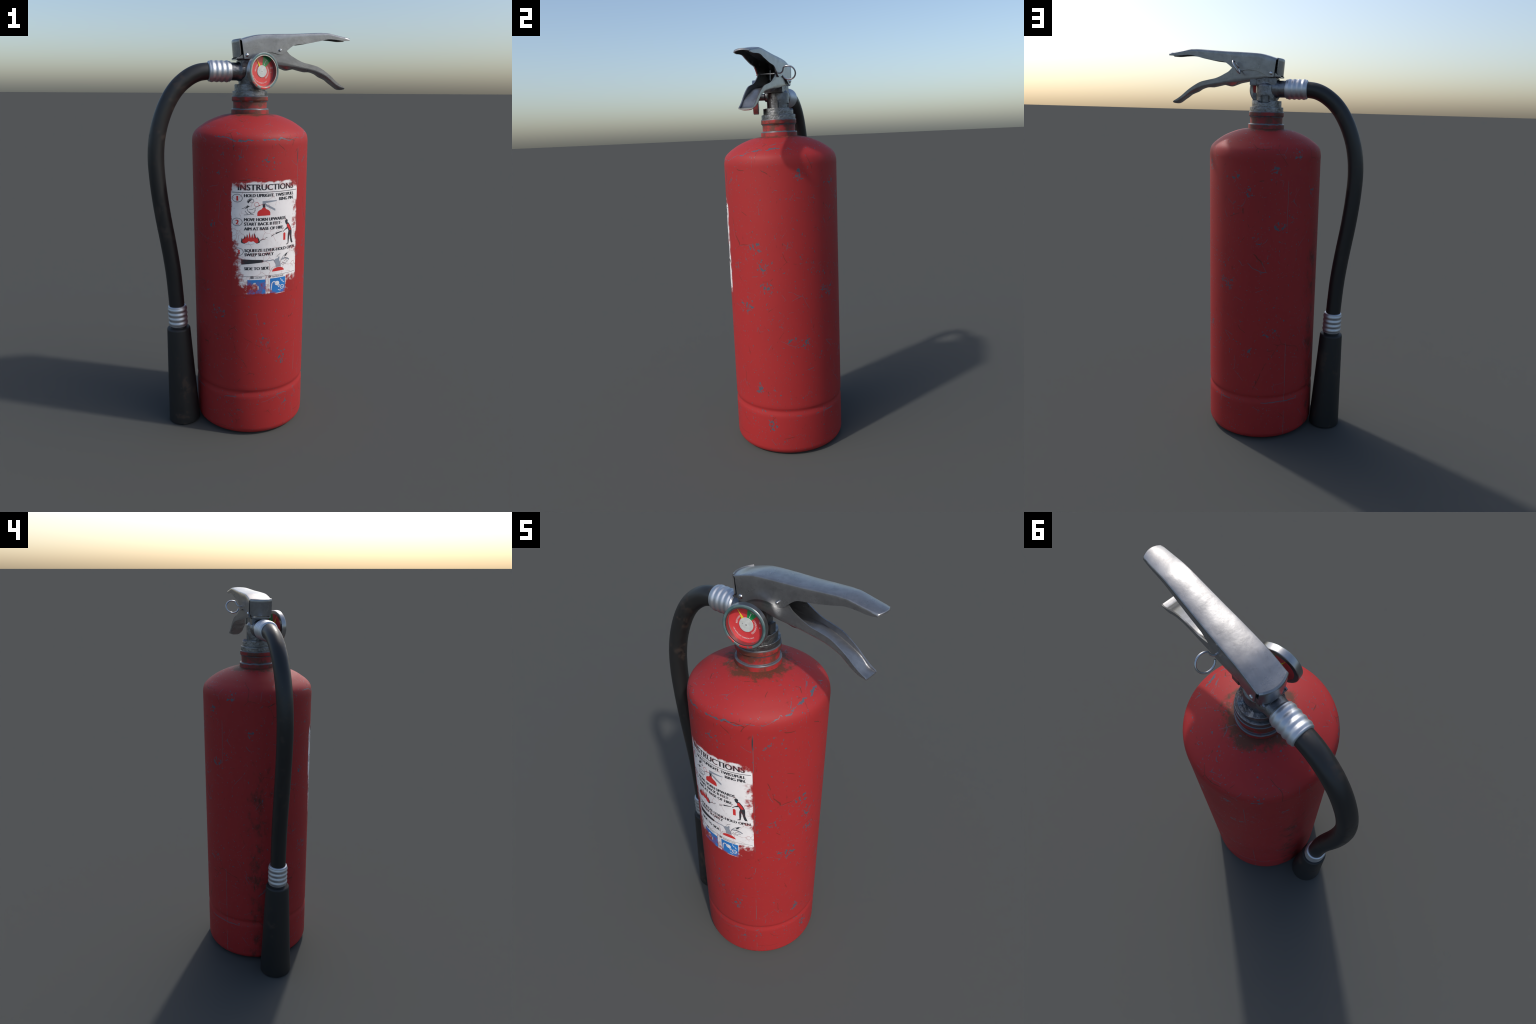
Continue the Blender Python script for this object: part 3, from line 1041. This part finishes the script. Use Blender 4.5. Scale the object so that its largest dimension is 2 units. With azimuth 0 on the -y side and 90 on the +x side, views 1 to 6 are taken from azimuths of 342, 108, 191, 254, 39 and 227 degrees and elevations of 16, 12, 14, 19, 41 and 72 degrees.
def build_label(root):
    # paper: a curved plate a little proud of the tank, rounded edges left square
    bm = bmesh.new()
    ns = 40
    rows = []
    for z in (Z_BOT, Z_TOP):
        rows.append([bm.verts.new(on_tank(-S_HALF + 2 * S_HALF * i / ns, z, LIFT)) for i in range(ns + 1)])
        rows.append([bm.verts.new(on_tank(-S_HALF + 2 * S_HALF * i / ns, z, -.0005)) for i in range(ns + 1)])
    o0, i0, o1, i1 = rows
    for i in range(ns):
        bm.faces.new((o0[i], o0[i + 1], o1[i + 1], o1[i]))
        bm.faces.new((o1[i], o1[i + 1], i1[i + 1], i1[i]))
        bm.faces.new((i0[i], i0[i + 1], o0[i + 1], o0[i]))
    for i in (0, ns):
        bm.faces.new((i0[i], o0[i], o1[i], i1[i]))
    bmesh.ops.recalc_face_normals(bm, faces=bm.faces)
    paper = new_obj('instruction_label', bm, M['paper'], root, 40)

    # ---- words
    t = Ink()
    t.text('INSTRUCTIONS', -.1408, .1450, 1.2977, .0285, .060)
    t.lay('heading', M['black'], paper, 2)
    t = Ink()
    for body, x0, x1, y in (('HOLD UPRIGHT. TWIST/PULL', -.1118, .1470, 1.2595), ('RING PIN.', .0574, .1476, 1.2395),
                            ('MOVE HORN UPWARDS.', -.1119, .1021, 1.1462), ('START BACK 8 FEET-', -.1119, .0751, 1.1252),
                            ('AIM AT BASE OF FIRE.', -.1119, .0878, 1.1023),
                            ('SQUEEZE LEVER-HOLD OPEN.', -.1100, .1668, .9967), ('SWEEP SLOWLY', -.1100, .0340, .9762),
                            ('SIDE TO SIDE.', -.1113, .0154, .9070)):
        t.text(body, x0, x1, y, .0155, .085)
    t.text('LIQUIDS', -.0600, -.0245, .8605, .0070, .015)
    t.text('ELECTRICAL EQUIP.', .0290, .0910, .8600, .0070, .015)
    t.rect(-.0805, -.0660, .8555, .8668)
    t.disc(.0138, .8620, .0062)
    t.lay('instruction_lettering', M['black'], paper, 2)
    t = Ink()
    t.rect(-.168, .168, 1.2725, 1.2750)
    t.rect(-.168, .168, .8668, .8683)
    for x, y in ((-.1430, 1.2465), (-.1440, 1.1339), (-.1390, .9895)):
        t.ring(x, y, .0240, .0185, .0020)
    t.lay('ruled_line', M['black'], paper, 2)
    t = Ink()
    for ch, x, y in (('1', -.1430, 1.2465), ('2', -.1440, 1.1339), ('3', -.1390, .9895)):
        w = .0085 if ch == '1' else .0165
        t.text(ch, x - w / 2, x + w / 2, y, .0235, .085)
    t.lay('step_number', M['redink'], paper, 2)
    t = Ink()
    t.text('A', -.0765, -.0700, .8612, .0075, .03)
    t.text('C', .0110, .0166, .8620, .0070, .03)
    t.lay('class_letter', M['white'], paper, 3)

    # ---- step 1: hand pulling the pin of a small extinguisher
    t = Ink()
    t.poly([(-.0495, 1.1625)] + [(-.018 + .0315 * math.cos(a), 1.174 + .0215 * math.sin(a)) for a in np.linspace(PI * .98, PI * .62, 7)]
           + [(-.0245, 1.2015), (-.0125, 1.2015)]
           + [(-.018 + .0315 * math.cos(a), 1.174 + .0215 * math.sin(a)) for a in np.linspace(PI * .38, PI * .02, 7)] + [(.0135, 1.1640)])
    t.ring(-.0520, 1.2170, .0105, .0100, .0016)
    t.stroke([(-.0420, 1.2120), (-.024, 1.2170)], .0018, False)
    t.lay('pictogram_cylinder', M['redink'], paper, 1)
    t = Ink()
    t.poly([(-.0250, 1.2180), (-.0250, 1.2320), (-.0120, 1.2330), (.0480, 1.2340), (.0440, 1.2290), (-.0080, 1.2230), (-.0080, 1.2150)])
    t.poly([(-.0100, 1.2160), (-.0060, 1.2180), (.0390, 1.1930), (.0385, 1.1830), (.0330, 1.1860), (-.0080, 1.2080)])
    t.lay('pictogram_grip', M['grey'], paper, 1)
    t = Ink()
    t.poly([(-.0235, 1.2020), (-.0250, 1.2170), (-.0120, 1.2190), (-.0110, 1.2020)])
    for pts in ([(-.1220, 1.1960), (-.108, 1.2030), (-.094, 1.2130)], [(-.098, 1.2330), (-.090, 1.2420), (-.078, 1.2450), (-.068, 1.2400), (-.066, 1.2310), (-.074, 1.2250), (-.082, 1.2270)],
                [(-.108, 1.1970), (-.094, 1.2060), (-.082, 1.2110)], [(-.096, 1.1990), (-.092, 1.1850), (-.080, 1.1780), (-.066, 1.1790), (-.058, 1.1900)],
                [(-.088, 1.1960), (-.074, 1.1950), (-.062, 1.2000)], [(-.062, 1.1890), (-.054, 1.2060), (-.036, 1.2120)],
                [(-.112, 1.1680), (-.090, 1.1700), (-.076, 1.1740)], [(-.106, 1.1880), (-.100, 1.1780), (-.092, 1.1720)],
                [(-.086, 1.1840), (-.078, 1.1720), (-.066, 1.1700)]):
        t.stroke(pts, .0018)
    t.poly([(-.0980, 1.2300), (-.0860, 1.2420), (-.0720, 1.2420), (-.0800, 1.2350), (-.0860, 1.2300), (-.0900, 1.2230)])
    t.poly([(-.1080, 1.1970), (-.0930, 1.2130), (-.0860, 1.2090), (-.0960, 1.2010)])
    t.lay('pictogram_hand', M['black'], paper, 2)

    # ---- step 2: fire, spray, standing figure
    t = Ink()
    t.poly(flame(-.0815, 1.0375, .0770, .0470, 3))
    t.poly([(.0860, 1.0360), (.0860, 1.0690), (.0890, 1.0725), (.0950, 1.0725), (.0985, 1.0690), (.0985, 1.0360)])
    t.lay('pictogram_fire', M['redink'], paper, 2)
    t = Ink()
    t.poly(flame(-.0815, 1.0355, .0900, .0530, 3))
    for u0, u1, wd in ((-.040, -.014, .0030), (-.010, .000, .0022)):
        y = lambda u: 1.0390 + (u + .040) * .46
        t.stroke([(u0, y(u0)), ((u0 + u1) / 2, y((u0 + u1) / 2) + .003), (u1, y(u1))], wd)
    t.poly([(.0190, 1.0640), (.0360, 1.0720), (.0370, 1.0690), (.0195, 1.0600)])
    t.poly([(.0415, 1.0690), (.0430, 1.0770), (.0610, 1.0800), (.0800, 1.0830), (.0800, 1.0800), (.0600, 1.0750)])
    t.disc(.1035, 1.1270, .0085, .0095)
    t.poly([(.0960, 1.1190), (.1060, 1.1230), (.1180, 1.1170), (.1320, 1.0980), (.1390, 1.0800), (.1400, 1.0680), (.1400, 1.0420),
            (.1480, 1.0190), (.1495, 1.0150), (.1380, 1.0150), (.1330, 1.0250), (.1280, 1.0480), (.1240, 1.0600), (.1225, 1.0380),
            (.1190, 1.0150), (.1040, 1.0105), (.1050, 1.0140), (.1140, 1.0190), (.1135, 1.0400), (.1140, 1.0620),
            (.1180, 1.0780), (.1120, 1.0900), (.0960, 1.0850), (.0840, 1.0760), (.0830, 1.0790), (.0960, 1.0900), (.1070, 1.0970), (.1060, 1.1080)])
    t.lay('pictogram_figure', M['black'], paper, 1)
    t = Ink()
    t.poly([(.1075, 1.1120), (.1150, 1.1140), (.1290, 1.0950), (.1340, 1.0800), (.1240, 1.0800), (.1150, 1.0930), (.1080, 1.0990)])
    t.lay('pictogram_jacket', M['redink'], paper, 3)
    t = Ink()
    t.poly([(-.1090, 1.0310), (-.0980, 1.0350), (-.0900, 1.0420), (-.0780, 1.0390), (-.0680, 1.0420), (-.0580, 1.0340), (-.0520, 1.0300), (-.0650, 1.0270), (-.0820, 1.0260), (-.0980, 1.0275)])
    t.lay('pictogram_ash', M['white'], paper, 3)

    # ---- step 3: horn, pipe and squeezed grip
    t = Ink()
    t.poly([(-.1260, .9532), (-.0250, .9490), (-.0170, .9450), (-.0170, .9400), (-.0250, .9360), (-.1248, .9265)])
    for pts in ([(.050, .9560), (.058, .9650), (.070, .9720)], [(.080, .9480), (.092, .9590), (.108, .9680), (.120, .9720)],
                [(.084, .9380), (.100, .9450), (.116, .9420), (.124, .9330)], [(.080, .9280), (.092, .9230), (.108, .9230), (.118, .9290)],
                [(.076, .9200), (.086, .9150), (.104, .9170)], [(.092, .9320), (.104, .9340), (.112, .9300)], [(.072, .9300), (.078, .9420), (.084, .9520)],
                [(.096, .9560), (.100, .9460), (.108, .9400)]):
        t.stroke(pts, .0019)
    t.poly([(.0940, .9560), (.1080, .9700), (.1140, .9680), (.1040, .9540)])
    t.lay('pictogram_horn', M['black'], paper, 2)
    t = Ink()
    t.stroke([(-.0170, .9425), (.0180, .9430), (.0320, .9440), (.0420, .9330), (.0520, .9230)], .0052)
    t.poly([(.0340, .9380), (.0420, .9480), (.0560, .9500), (.0600, .9580), (.0660, .9560), (.0640, .9400), (.0720, .9250), (.0740, .9060), (.0440, .9050), (.0450, .9200)])
    t.stroke([(.074, .9400), (.094, .9460), (.116, .9380), (.126, .9330)], .0052)
    t.lay('pictogram_pipe', M['grey'], paper, 1)
    t = Ink()
    t.poly([(.0257, .8858)] + [(.0593 + .0335 * math.cos(a), .8860 + .0190 * math.sin(a)) for a in np.linspace(PI * .97, PI * .03, 12)] + [(.0929, .8864)])
    t.lay('pictogram_cylinder', M['redink'], paper, 2)

    # ---- hazard squares
    t = Ink()
    t.rect(-.0961, -.0064, .7740, .8495)
    t.rect(.0161, .1020, .7735, .8515)
    t.lay('hazard_square', M['blue'], paper, 1)
    t = Ink()
    t.poly([(-.088, .8000), (-.078, .8160), (-.066, .8330), (-.058, .8360), (-.050, .8220), (-.040, .8150), (-.040, .8000)])
    t.stroke([(.0210, .7850), (.0235, .8050), (.0260, .8250), (.0330, .8330), (.0420, .8320), (.0480, .8260)], .0046)
    t.disc(.0540, .8240, .0125, .0110)
    t.stroke([(.0620, .8180), (.0720, .8080)], .0040, False)
    t.stroke([(.0580, .8120), (.0660, .8020)], .0040, False)
    t.ring(.0830, .8020, .0105, .0100, .0034)
    t.disc(.0800, .8030, .0022)
    t.disc(.0870, .8010, .0022)
    t.stroke([(.0740, .8460), (.0800, .8320), (.0860, .8360), (.0900, .8230), (.0960, .8260)], .0034, False)
    t.stroke([(.0600, .7900), (.0680, .7860), (.0760, .7850)], .0030)
    t.lay('hazard_pictogram', M['white'], paper, 2)


# ================================================================= assemble
def main():
    global ROOT
    make_materials()
    root = bpy.data.objects.new('fire_extinguisher', None)
    bpy.context.scene.collection.objects.link(root)
    root['label'] = 'worn red fire extinguisher with black hose and instruction label'
    root['category'] = 'fire extinguisher'
    ROOT = root
    build_tank(root)
    build_neck(root)
    build_valve(root)
    build_hose(root)
    build_horn(root)
    build_handle(root)
    build_lever(root)
    build_pins(root)
    build_gauge(root)
    build_label(root)


main()
